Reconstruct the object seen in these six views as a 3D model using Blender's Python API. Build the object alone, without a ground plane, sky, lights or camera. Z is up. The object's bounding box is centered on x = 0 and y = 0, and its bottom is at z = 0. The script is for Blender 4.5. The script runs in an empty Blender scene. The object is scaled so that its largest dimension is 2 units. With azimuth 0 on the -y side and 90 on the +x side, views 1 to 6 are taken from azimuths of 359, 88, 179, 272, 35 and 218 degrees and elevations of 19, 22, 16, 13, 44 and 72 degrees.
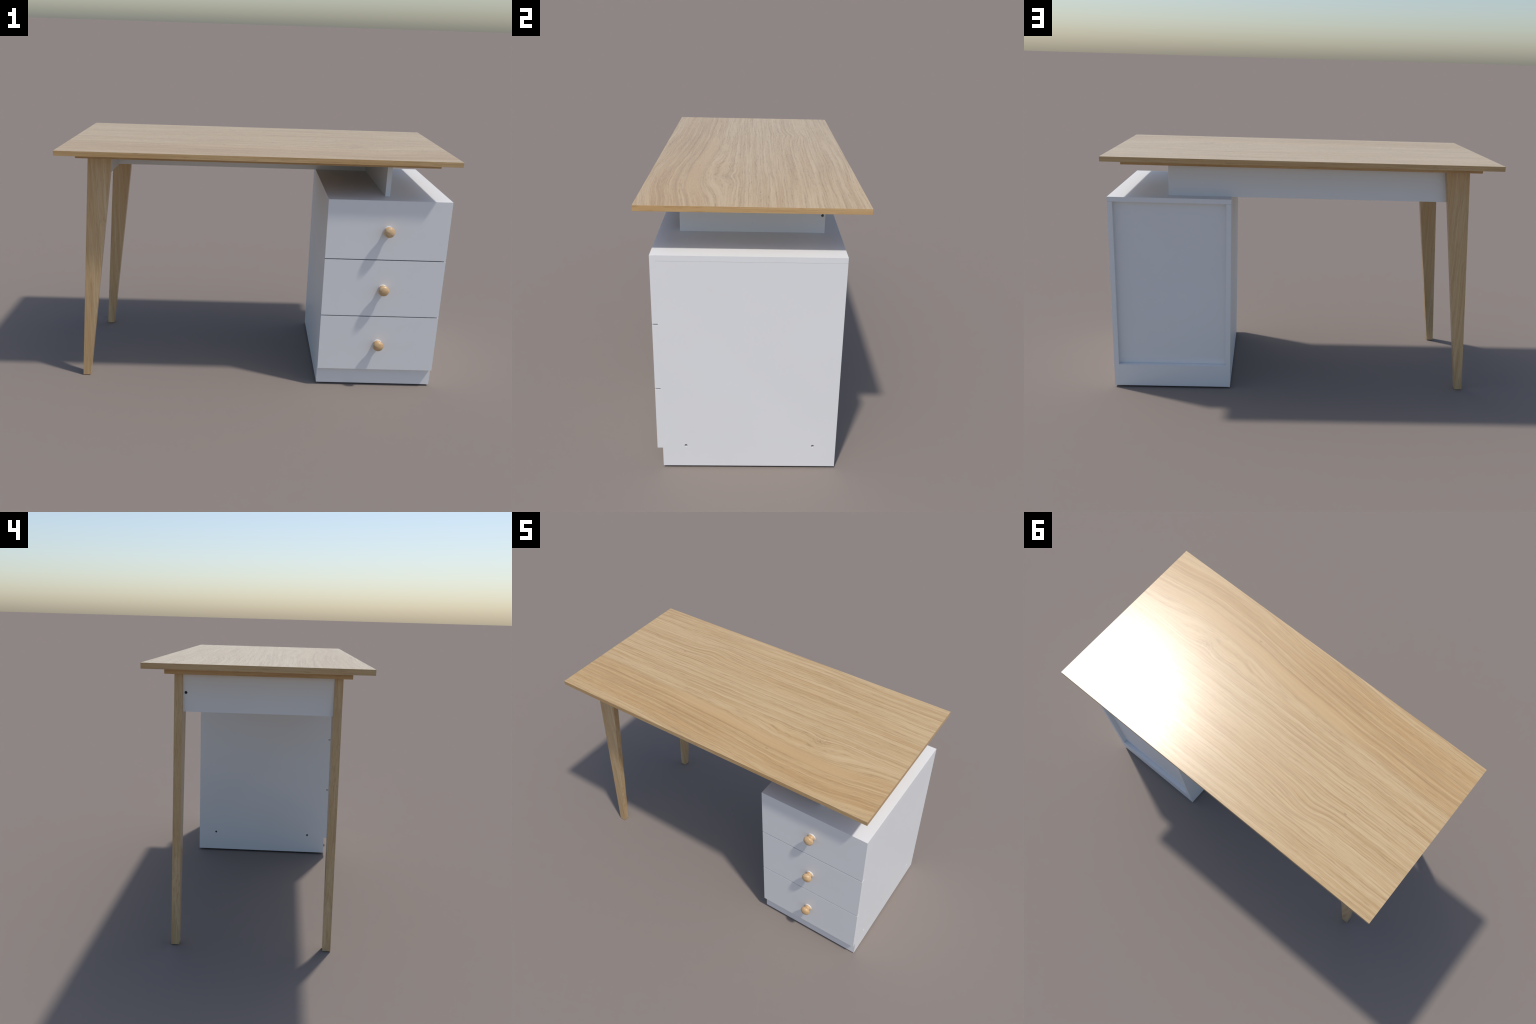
"""Writing desk: oak veneer top on two tapered legs and a white three-drawer cabinet.
All sizes are written in real millimetres; MM turns them into scene metres (1200 mm -> 2.00 m)."""
import bpy, bmesh, math
from mathutils import Vector

MM = 1.0 / 600.0

# ------------------------------------------------------------------ node helper
class Nodes:
    def __init__(self, name):
        self.mat = bpy.data.materials.new(name)
        self.mat.use_nodes = True
        self.nt = self.mat.node_tree
        self.bsdf = next(n for n in self.nt.nodes if n.type == 'BSDF_PRINCIPLED')

    def new(self, kind, **props):
        n = self.nt.nodes.new(kind)
        for k, v in props.items():
            setattr(n, k, v)
        return n

    def put(self, socket, value):
        if isinstance(value, bpy.types.NodeSocket):
            self.nt.links.new(value, socket)
        elif value is not None:
            socket.default_value = value

    def math(self, op, a, b=None, c=None, clamp=False):
        n = self.new('ShaderNodeMath', operation=op, use_clamp=clamp)
        self.put(n.inputs[0], a)
        self.put(n.inputs[1], b)
        self.put(n.inputs[2], c)
        return n.outputs[0]

    def add(self, a, b): return self.math('ADD', a, b)
    def sub(self, a, b): return self.math('SUBTRACT', a, b)
    def mul(self, a, b): return self.math('MULTIPLY', a, b)

    def combine(self, x, y, z):
        n = self.new('ShaderNodeCombineXYZ')
        for s, v in zip(n.inputs, (x, y, z)):
            self.put(s, v)
        return n.outputs[0]

    def noise(self, vec, scale=1.0, detail=2.0, rough=0.5, dist=0.0):
        n = self.new('ShaderNodeTexNoise')
        self.put(n.inputs['Vector'], vec)
        self.put(n.inputs['Scale'], scale)
        self.put(n.inputs['Detail'], detail)
        self.put(n.inputs['Roughness'], rough)
        self.put(n.inputs['Distortion'], dist)
        return n.outputs[0]

    def step(self, v, lo, hi, a=0.0, b=1.0):
        n = self.new('ShaderNodeMapRange', interpolation_type='SMOOTHSTEP')
        for s, val in zip(n.inputs, (v, lo, hi, a, b)):
            self.put(s, val)
        return n.outputs[0]

    def mix(self, fac, a, b, blend='MIX'):
        n = self.new('ShaderNodeMix', data_type='RGBA', blend_type=blend)
        self.put(n.inputs[0], fac)
        self.put(n.inputs[6], a if isinstance(a, bpy.types.NodeSocket) else (*a, 1.0))
        self.put(n.inputs[7], b if isinstance(b, bpy.types.NodeSocket) else (*b, 1.0))
        return n.outputs[2]

    def gauss(self, x, y, cx, cy, sx, sy):
        """exp(-((x-cx)/sx)^2 - ((y-cy)/sy)^2)"""
        u = self.math('DIVIDE', self.sub(x, cx), sx)
        v = self.math('DIVIDE', self.sub(y, cy), sy)
        q = self.add(self.mul(u, u), self.mul(v, v))
        return self.math('POWER', math.e, self.mul(q, -1.0))

    def object_xyz(self):
        n = self.new('ShaderNodeTexCoord')
        s = self.new('ShaderNodeSeparateXYZ')
        self.nt.links.new(n.outputs['Object'], s.inputs[0])
        return s.outputs


def finish_wood(N, col, rough, bump_h=None, bump=0.04):
    N.put(N.bsdf.inputs['Base Color'], col)
    N.put(N.bsdf.inputs['Roughness'], rough)
    if bump_h is not None:
        b = N.new('ShaderNodeBump')
        b.inputs['Strength'].default_value = bump
        b.inputs['Distance'].default_value = 0.001
        N.put(b.inputs['Height'], bump_h)
        N.put(N.bsdf.inputs['Normal'], b.outputs[0])
    return N.mat


# oak colours (linear)
OAK_MID = (0.560, 0.378, 0.190)
OAK_PALE = (0.640, 0.462, 0.262)
OAK_WARM = (0.545, 0.338, 0.148)
OAK_LINE = (0.385, 0.232, 0.104)
OAK_PORE = (0.300, 0.178, 0.082)
WOOD_ROUGH = 0.26


def oak_top_material():
    """Flat-sawn oak veneer, grain along x, a warm cathedral band towards the front edge."""
    N = Nodes("oak_veneer_top")
    x, y, z = N.object_xyz()

    # --- the ring lines are level lines of v = y + bend
    # ridge-shaped sweep of the cathedral in the front part
    curve = N.new('ShaderNodeFloatCurve')
    pts = [(-1.0, 0.0), (-0.78, 0.004), (-0.40, 0.022), (0.05, 0.047), (0.37, 0.076),
           (0.55, 0.082), (0.74, 0.070), (0.92, 0.045), (1.0, 0.038)]
    c = curve.mapping.curves[0]
    while len(c.points) > 2:
        c.points.remove(c.points[1])
    for i, (px, py) in enumerate(pts):
        u, w = (px + 1) / 2, py * 10
        if i == 0:
            c.points[0].location = (u, w)
        elif i == len(pts) - 1:
            c.points[-1].location = (u, w)
        else:
            c.points.new(u, w)
    curve.mapping.update()
    N.put(curve.inputs['Value'], N.math('MULTIPLY_ADD', x, 0.5, 0.5))
    sweep = N.mul(curve.outputs[0], 0.1)
    front = N.step(y, -0.08, -0.24)
    v = N.add(y, N.mul(sweep, front))
    # slow wander of the grain, and a finer waver on top of it
    wander = N.sub(N.noise(N.combine(N.mul(x, 1.1), N.mul(y, 1.6), 3.1), detail=1.0), 0.5)
    v = N.add(v, N.mul(wander, 0.055))
    waver = N.sub(N.noise(N.combine(N.mul(x, 7.0), N.mul(y, 8.0), 8.4), detail=1.5), 0.5)
    v = N.add(v, N.mul(waver, 0.012))
    # knots: the lines swing around them
    for cx, cy, sx, sy, k in ((0.525, -0.100, 0.06, 0.040, 0.012), (-0.43, 0.235, 0.10, 0.060, -0.026),
                              (-0.50, 0.290, 0.07, 0.030, 0.012)):
        v = N.add(v, N.mul(N.gauss(x, y, cx, cy, sx, sy), k))

    # zones: warm cathedral in front, pale streaky wood behind
    cathedral = N.step(v, -0.150, -0.185)
    tongue = N.mul(N.mul(N.step(v, -0.226, -0.214), N.step(v, -0.150, -0.168)),
                   N.mul(N.step(x, -0.60, -0.1), N.step(x, 0.86, 0.70)))
    quiet = N.math('SUBTRACT', 1.0, N.mul(tongue, 0.85))
    behind = N.math('SUBTRACT', 1.0, cathedral)

    # --- layers of streaks
    broad = N.noise(N.combine(N.mul(x, 0.8), N.mul(v, 12.0), 1.7), detail=2.0, rough=0.55)
    wide = N.noise(N.combine(N.mul(x, 0.9), N.mul(v, 48.0), 5.2), detail=2.0, rough=0.5)
    close = N.noise(N.combine(N.mul(x, 1.5), N.mul(v, 125.0), 3.9), detail=2.0, rough=0.5)
    fine = N.noise(N.combine(N.mul(x, 5.0), N.mul(v, 290.0), 9.9), detail=2.0, rough=0.6)
    pores = N.noise(N.combine(N.mul(x, 22.0), N.mul(v, 330.0), 2.4), detail=1.0)
    patch = N.noise(N.combine(N.mul(x, 1.6), N.mul(y, 5.0), 0.4), detail=1.0)

    pale_side = N.mix(N.step(wide, 0.34, 0.66), (0.535, 0.362, 0.178), (0.600, 0.425, 0.228))
    warm_side = N.mix(N.step(wide, 0.34, 0.66), (0.515, 0.322, 0.142), (0.575, 0.386, 0.186))
    warm = N.math('MAXIMUM', N.mul(cathedral, N.step(y, -0.48, -0.40, 0.25, 1.0)),
                  N.step(broad, 0.52, 0.66, 0.0, 0.55))
    col = N.mix(warm, pale_side, warm_side)
    col = N.mix(N.step(patch, 0.50, 0.72, 0.0, 0.40), col, (0.585, 0.395, 0.196))
    # light and dark streaks, close together behind, broader in front
    amt = N.add(0.24, N.mul(behind, 0.12))
    col = N.mix(N.mul(N.step(close, 0.48, 0.33), amt), col, (0.680, 0.500, 0.292))
    col = N.mix(N.mul(N.mul(N.step(close, 0.51, 0.66), amt), quiet), col, OAK_LINE)
    late = N.step(N.noise(N.combine(N.mul(x, 0.7), N.mul(v, 36.0), 7.7), detail=2.0, rough=0.5), 0.56, 0.70)
    col = N.mix(N.mul(N.mul(late, quiet), N.add(0.16, N.mul(cathedral, 0.26))), col, OAK_LINE)
    col = N.mix(N.mul(N.mul(N.step(fine, 0.50, 0.66), quiet), 0.28), col, OAK_LINE)
    col = N.mix(N.mul(N.step(fine, 0.48, 0.34), 0.22), col, (0.680, 0.500, 0.292))
    pr = N.mul(N.step(pores, 0.56, 0.70), N.step(close, 0.40, 0.56, 0.15, 1.0))
    col = N.mix(N.mul(N.mul(pr, quiet), 0.42), col, OAK_PORE)
    col = N.mix(N.mul(tongue, 0.50), col, (0.578, 0.382, 0.184))
    # the dark lines that frame the tongue
    for lv, wd, k in ((-0.228, 0.0040, 0.50), (-0.266, 0.0055, 0.42), (-0.320, 0.0070, 0.30)):
        ln = N.gauss(v, 0.0, lv, 0.0, wd, 1.0)
        ln = N.mul(ln, N.step(N.noise(N.combine(N.mul(x, 5.0), N.mul(v, 90.0), lv * 50), detail=2.0),
                              0.25, 0.6, 0.3, 1.0))
        col = N.mix(N.mul(ln, k), col, OAK_LINE)
    # knot specks
    speck = N.noise(N.combine(N.mul(x, 70.0), N.mul(v, 170.0), 4.4), detail=1.0)
    kmask = N.mul(N.gauss(x, y, 0.525, -0.115, 0.045, 0.026), N.step(speck, 0.48, 0.66))
    col = N.mix(N.mul(kmask, 0.55), col, OAK_PORE)
    for cx, cy in ((0.57, 0.20), (-0.597, 0.143), (0.32, -0.315)):
        col = N.mix(N.mul(N.gauss(x, y, cx, cy, 0.008, 0.004), 0.6), col, OAK_PORE)
    h = N.sub(fine, N.mul(pr, 0.6))
    rough = N.add(WOOD_ROUGH, N.mul(pr, 0.03))
    return finish_wood(N, col, rough, h, 0.03)


def oak_plank_material(name, grain, seed=0.0, tint=(1.0, 1.0, 1.0), stripes=70.0, wave=0.02, rough=WOOD_ROUGH,
                       contrast=1.0):
    """Straight-grained oak; `grain` is the axis the fibres follow (0, 1 or 2)."""
    N = Nodes(name)
    xyz = list(N.object_xyz())
    info = N.new('ShaderNodeObjectInfo')
    off = N.add(N.mul(info.outputs['Random'], 7.0), seed)
    g = xyz.pop(grain)
    a, b = xyz
    w = N.sub(N.noise(N.combine(N.mul(g, 2.2), N.add(N.mul(a, 3.0), off), N.mul(b, 3.0)), detail=2.0), 0.5)
    a = N.add(a, N.mul(w, wave * 3))
    b = N.add(b, N.mul(w, wave * 2))
    def layer(along, across, s, d=2.0):
        return N.noise(N.combine(N.mul(g, along), N.add(N.mul(a, across), N.add(off, s)), N.mul(b, across)),
                       detail=d, rough=0.55)
    broad = layer(0.8, stripes * 0.28, 1.3)
    band = layer(1.4, stripes, 4.1, 3.0)
    fine = layer(3.5, stripes * 2.6, 6.2)
    pore = layer(16.0, stripes * 4.5, 8.8, 1.0)
    t = lambda c: tuple(v * k for v, k in zip(c, tint))
    col = N.mix(N.step(band, 0.30, 0.70), t(OAK_MID), t(OAK_PALE))
    col = N.mix(N.step(broad, 0.42, 0.66, 0.0, 0.6), col, t(OAK_WARM))
    col = N.mix(N.mul(N.step(fine, 0.48, 0.64), 0.34 * contrast), col, t(OAK_LINE))
    col = N.mix(N.mul(N.step(pore, 0.60, 0.74), 0.38 * contrast), col, t(OAK_PORE))
    return finish_wood(N, col, rough, fine, 0.03)


def plain_material(name, color, rough, metallic=0.0, mottled=0.0):
    N = Nodes(name)
    x, y, z = N.object_xyz()
    n = N.noise(N.combine(x, y, z), scale=3.0, detail=2.0)
    dark = tuple(c * (1.0 - mottled) for c in color)
    N.put(N.bsdf.inputs['Base Color'], N.mix(N.step(n, 0.3, 0.7), dark, color))
    N.put(N.bsdf.inputs['Roughness'], rough)
    N.put(N.bsdf.inputs['Metallic'], metallic)
    fine = N.noise(N.combine(x, y, z), scale=900.0, detail=1.0)
    b = N.new('ShaderNodeBump')
    b.inputs['Strength'].default_value = 0.02
    b.inputs['Distance'].default_value = 0.0005
    N.put(b.inputs['Height'], fine)
    N.put(N.bsdf.inputs['Normal'], b.outputs[0])
    return N.mat


TOP_OAK = oak_top_material()
EDGE_OAK_X = oak_plank_material("oak_edge_band_long", 0, 2.0, tint=(0.96, 0.90, 0.79), stripes=55.0, wave=0.008)
EDGE_OAK_Y = oak_plank_material("oak_edge_band_short", 1, 5.0, tint=(0.96, 0.90, 0.79), stripes=55.0, wave=0.008)
LEG_OAK = oak_plank_material("oak_leg", 2, 9.0, stripes=80.0, wave=0.014)
KNOB_OAK = oak_plank_material("oak_knob", 0, 3.0, tint=(1.08, 1.05, 1.05), stripes=38.0, wave=0.06, rough=0.36, contrast=1.2)
WHITE = plain_material("white_lacquer", (0.80, 0.795, 0.785), 0.45, mottled=0.015)
GLIDE = plain_material("black_plastic", (0.02, 0.02, 0.02), 0.5)

# ------------------------------------------------------------------ geometry helpers
desk = bpy.data.objects.new("writing_desk", None)
bpy.context.scene.collection.objects.link(desk)
desk["label"] = "oak-topped writing desk with white three-drawer cabinet and tapered legs"
desk["category"] = "desk"


def link(name, mesh, parent=None, loc=(0, 0, 0)):
    ob = bpy.data.objects.new(name, mesh)
    bpy.context.scene.collection.objects.link(ob)
    ob.parent = parent or desk
    ob.location = loc
    return ob


def bevel_all(bm, width):
    if width > 0:
        bmesh.ops.bevel(bm, geom=bm.edges[:], offset=width, segments=2, profile=0.5, affect='EDGES',
                        clamp_overlap=True)


def slab_mesh(name, lo, hi, materials, bevel=0.0):
    """Box between two corners (metres); with three materials, faces take
    [horizontal, +-y edge, +-x edge]."""
    bm = bmesh.new()
    bmesh.ops.create_cube(bm, size=1.0)
    lo, hi = Vector(lo), Vector(hi)
    for v in bm.verts:
        v.co = Vector(((lo[i] + hi[i]) / 2 + v.co[i] * (hi[i] - lo[i])) for i in range(3))
    bevel_all(bm, bevel)
    bm.normal_update()
    if len(materials) == 3:
        for f in bm.faces:
            n = f.normal
            k = max(range(3), key=lambda i: abs(n[i]) - (0.3 if i == 2 else 0))
            f.material_index = (2, 1, 0)[k]
    me = bpy.data.meshes.new(name)
    bm.to_mesh(me)
    bm.free()
    for m in materials:
        me.materials.append(m)
    return me


def slab(name, x, y, z, materials, parent=None, bevel=0.0):
    """Box from three (low, high) ranges in millimetres, origin at its centre, parent at the world origin."""
    c = Vector(((x[0] + x[1]) / 2, (y[0] + y[1]) / 2, (z[0] + z[1]) / 2)) * MM
    h = Vector(((x[1] - x[0]) / 2, (y[1] - y[0]) / 2, (z[1] - z[0]) / 2)) * MM
    return link(name, slab_mesh(name, -h, h, materials, bevel), parent, c)


def drill(ob, spots, axis_x_from, depth, radius=4.1):
    """Round holes along x (mm): each spot is (y, z); drilled inward from the plane x = axis_x_from."""
    for y, z in spots:
        bm = bmesh.new()
        bmesh.ops.create_cone(bm, cap_ends=True, segments=32, radius1=radius * MM, radius2=radius * MM,
                              depth=2 * depth * MM)
        for v in bm.verts:
            v.co = Vector((v.co.z + axis_x_from * MM, v.co.x + y * MM, v.co.y + z * MM)) - ob.location
        me = bpy.data.meshes.new("drill_bit")
        bm.to_mesh(me)
        bm.free()
        cutter = bpy.data.objects.new("drill_bit", me)
        cutter.matrix_world = ob.matrix_world
        bpy.context.scene.collection.objects.link(cutter)
        cutter.location = ob.location
        mod = ob.modifiers.new("hole", 'BOOLEAN')
        mod.operation = 'DIFFERENCE'
        mod.solver = 'EXACT'
        mod.object = cutter
        bpy.context.view_layer.update()
        dg = bpy.context.evaluated_depsgraph_get()
        done = bpy.data.meshes.new_from_object(ob.evaluated_get(dg))
        ob.modifiers.clear()
        old = ob.data
        ob.data = done
        bpy.data.meshes.remove(old)
        bpy.data.objects.remove(cutter)
        bpy.data.meshes.remove(me)


def lathe_mesh(name, profile, material, segments=64):
    """Turned body around -y: profile is (distance from the drawer face, radius) in mm."""
    bm = bmesh.new()
    rings = []
    for d, r in profile:
        if r < 1e-4:
            rings.append([bm.verts.new((0, -d * MM, 0))])
        else:
            rings.append([bm.verts.new((math.cos(2 * math.pi * k / segments) * r * MM, -d * MM,
                                        math.sin(2 * math.pi * k / segments) * r * MM)) for k in range(segments)])
    for p, q in zip(rings, rings[1:]):
        for k in range(segments):
            k2 = (k + 1) % segments
            if len(q) == 1 and len(p) > 1:
                bm.faces.new((p[k], p[k2], q[0]))
            elif len(p) == 1 and len(q) > 1:
                bm.faces.new((p[0], q[k2], q[k]))
            else:
                bm.faces.new((p[k], p[k2], q[k2], q[k]))
    bmesh.ops.recalc_face_normals(bm, faces=bm.faces[:])
    for f in bm.faces:
        f.smooth = True
    me = bpy.data.meshes.new(name)
    bm.to_mesh(me)
    bm.free()
    me.materials.append(material)
    me.set_sharp_from_angle(angle=math.radians(50))
    return me


def smooth_profile(ctrl, steps=6):
    """Catmull-Rom through (distance, radius) control points."""
    out = []
    P = [ctrl[0]] + list(ctrl) + [ctrl[-1]]
    for i in range(1, len(P) - 2):
        p0, p1, p2, p3 = P[i - 1], P[i], P[i + 1], P[i + 2]
        for s in range(steps):
            t = s / steps
            out.append(tuple(0.5 * (2 * p1[k] + (p2[k] - p0[k]) * t + (2 * p0[k] - 5 * p1[k] + 4 * p2[k] - p3[k]) * t * t
                                    + (3 * p1[k] - p0[k] - 3 * p2[k] + p3[k]) * t ** 3) for k in (0, 1)))
    out.append(ctrl[-1])
    return out


# ------------------------------------------------------------------ table top
THICK = 15                       # every board is 15 mm thick
slab("tabletop", (-600, 600), (-290, 290), (755, 770), [TOP_OAK, EDGE_OAK_X, EDGE_OAK_Y], bevel=0.0004)
slab("support_board", (-550, 550), (-240, 240), (740, 754.9), [EDGE_OAK_X, EDGE_OAK_X, EDGE_OAK_Y], bevel=0.0004)

# ------------------------------------------------------------------ white apron frame under the top
APRON_L, APRON_R, APRON_Y = -515, 412.4, 197
left = slab("apron_panel", (APRON_L, APRON_L + THICK), (-APRON_Y, APRON_Y), (640, 739.8), [WHITE])
right = slab("apron_panel", (APRON_R - THICK, APRON_R), (-APRON_Y, APRON_Y), (640.2, 739.8), [WHITE])
back = slab("apron_panel", (APRON_L + THICK + .03, APRON_R - THICK - .03), (APRON_Y - THICK, APRON_Y), (640.2, 739.8), [WHITE])
drill(left, [(189.3, 690)], APRON_L, 30)
drill(right, [(189.3, 690)], APRON_R, 30)
drill(back, [(189.3, 690)], APRON_L + THICK, 20)
drill(back, [(189.3, 690)], APRON_R - THICK, 20)

# ------------------------------------------------------------------ tapered legs
def leg_mesh():
    """Foot and head cross-sections in mm: (outer x, inner x, z); outer edge leans 4 degrees."""
    bm = bmesh.new()
    sections = [(-569.0, -544.8, 0.0), (-517.2, -445.2, 739.8)]
    rings = []
    for xo, xi, z in sections:
        rings.append([bm.verts.new((X * MM, Y * MM, z * MM)) for X, Y in
                      ((xo + 560, -11), (xi + 560, -11), (xi + 560, 11), (xo + 560, 11))])
    a, b = rings
    for k in range(4):
        bm.faces.new((a[k], a[(k + 1) % 4], b[(k + 1) % 4], b[k]))
    bm.faces.new(a[::-1])
    bm.faces.new(b)
    bmesh.ops.recalc_face_normals(bm, faces=bm.faces[:])
    bevel_all(bm, 0.0008)
    me = bpy.data.meshes.new("leg")
    bm.to_mesh(me)
    bm.free()
    me.materials.append(LEG_OAK)
    return me

leg_data = leg_mesh()
for side in (-1, 1):
    link("leg", leg_data, desk, (-560 * MM, side * 208.1 * MM, 0))

# ------------------------------------------------------------------ drawer cabinet
CX0, CX1 = 215, 595              # left and right outside
CY0, CY1 = -240, 240             # carcass front and back
G = 0.20                         # hairline between butted boards
slab("cabinet_top_panel", (CX0, CX1), (CY0, CY1), (625 + G, 640), [WHITE])
side_panels = [slab("cabinet_side_panel", (CX0, CX0 + THICK), (CY0, CY1), (5, 625 - G), [WHITE]),
               slab("cabinet_side_panel", (CX1 - THICK, CX1), (CY0, CY1), (5, 625 - G), [WHITE])]
drill(side_panels[0], [(-176, 73), (176, 73)], CX0, 30)
drill(side_panels[1], [(-176, 73), (176, 73)], CX1, 30)
IN0, IN1 = CX0 + THICK + .06, CX1 - THICK - .06
bottom = slab("cabinet_bottom_panel", (IN0, IN1), (CY0 + THICK + G, CY1 - THICK - G), (65, 79.9), [WHITE])
drill(bottom, [(-176, 73), (176, 73)], CX0 + THICK, 20)
drill(bottom, [(-176, 73), (176, 73)], CX1 - THICK, 20)
slab("cabinet_back_panel", (IN0, IN1), (CY1 - 2 * THICK, CY1 - THICK - .5), (80.2, 624.9), [WHITE])
slab("plinth", (IN0, IN1), (CY0, CY0 + THICK), (5, 80), [WHITE])
slab("plinth", (IN0, IN1), (CY1 - THICK, CY1), (5, 80), [WHITE])

bm = bmesh.new()
bmesh.ops.create_cone(bm, cap_ends=True, segments=32, radius1=9 * MM, radius2=10 * MM, depth=5 * MM)
glide_data = bpy.data.meshes.new("glide")
bm.to_mesh(glide_data)
bm.free()
glide_data.materials.append(GLIDE)
for gx in (CX0 + 30, CX1 - 30):
    for gy in (CY0 + 30, CY1 - 30):
        link("glide", glide_data, desk, (gx * MM, gy * MM, 2.5 * MM))

# ------------------------------------------------------------------ drawers with turned knobs
FRONT_Y, GAP, Z_LOW, Z_HIGH = -255, 3.6, 65.0, 640.0
HEIGHT = (Z_HIGH - Z_LOW - 2 * GAP) / 3
knob_data = lathe_mesh("knob", [(0.5, 0)] + [(0.5, 11.5)] + smooth_profile(
    [(2.2, 12.8), (4.0, 12.4), (6.2, 10.6), (8.4, 9.6), (10.4, 10.2), (12.6, 13.2), (15.6, 16.0), (19.2, 17.0),
     (22.8, 16.4), (26.0, 14.2), (28.4, 10.6), (29.9, 6.0), (30.4, 0.0)]), KNOB_OAK)
base_data = lathe_mesh("knob_base", [(0.05, 0), (0.05, 13.9), (1.6, 13.9), (2.1, 13.4), (2.1, 0)], WHITE)
for i in range(3):
    z0 = Z_LOW + i * (HEIGHT + GAP)
    front = slab("drawer", (CX0, CX1), (FRONT_Y, CY0 - 0.02), (z0, z0 + HEIGHT), [WHITE])
    centre = Vector(((CX0 + CX1) / 2, FRONT_Y, z0 + HEIGHT / 2)) * MM - front.location
    plate = link("knob_base", base_data, front, centre)
    knob = link("knob", knob_data, front, centre)
    knob.rotation_euler = (0, math.radians((35, -20, 15)[2 - i]), 0)
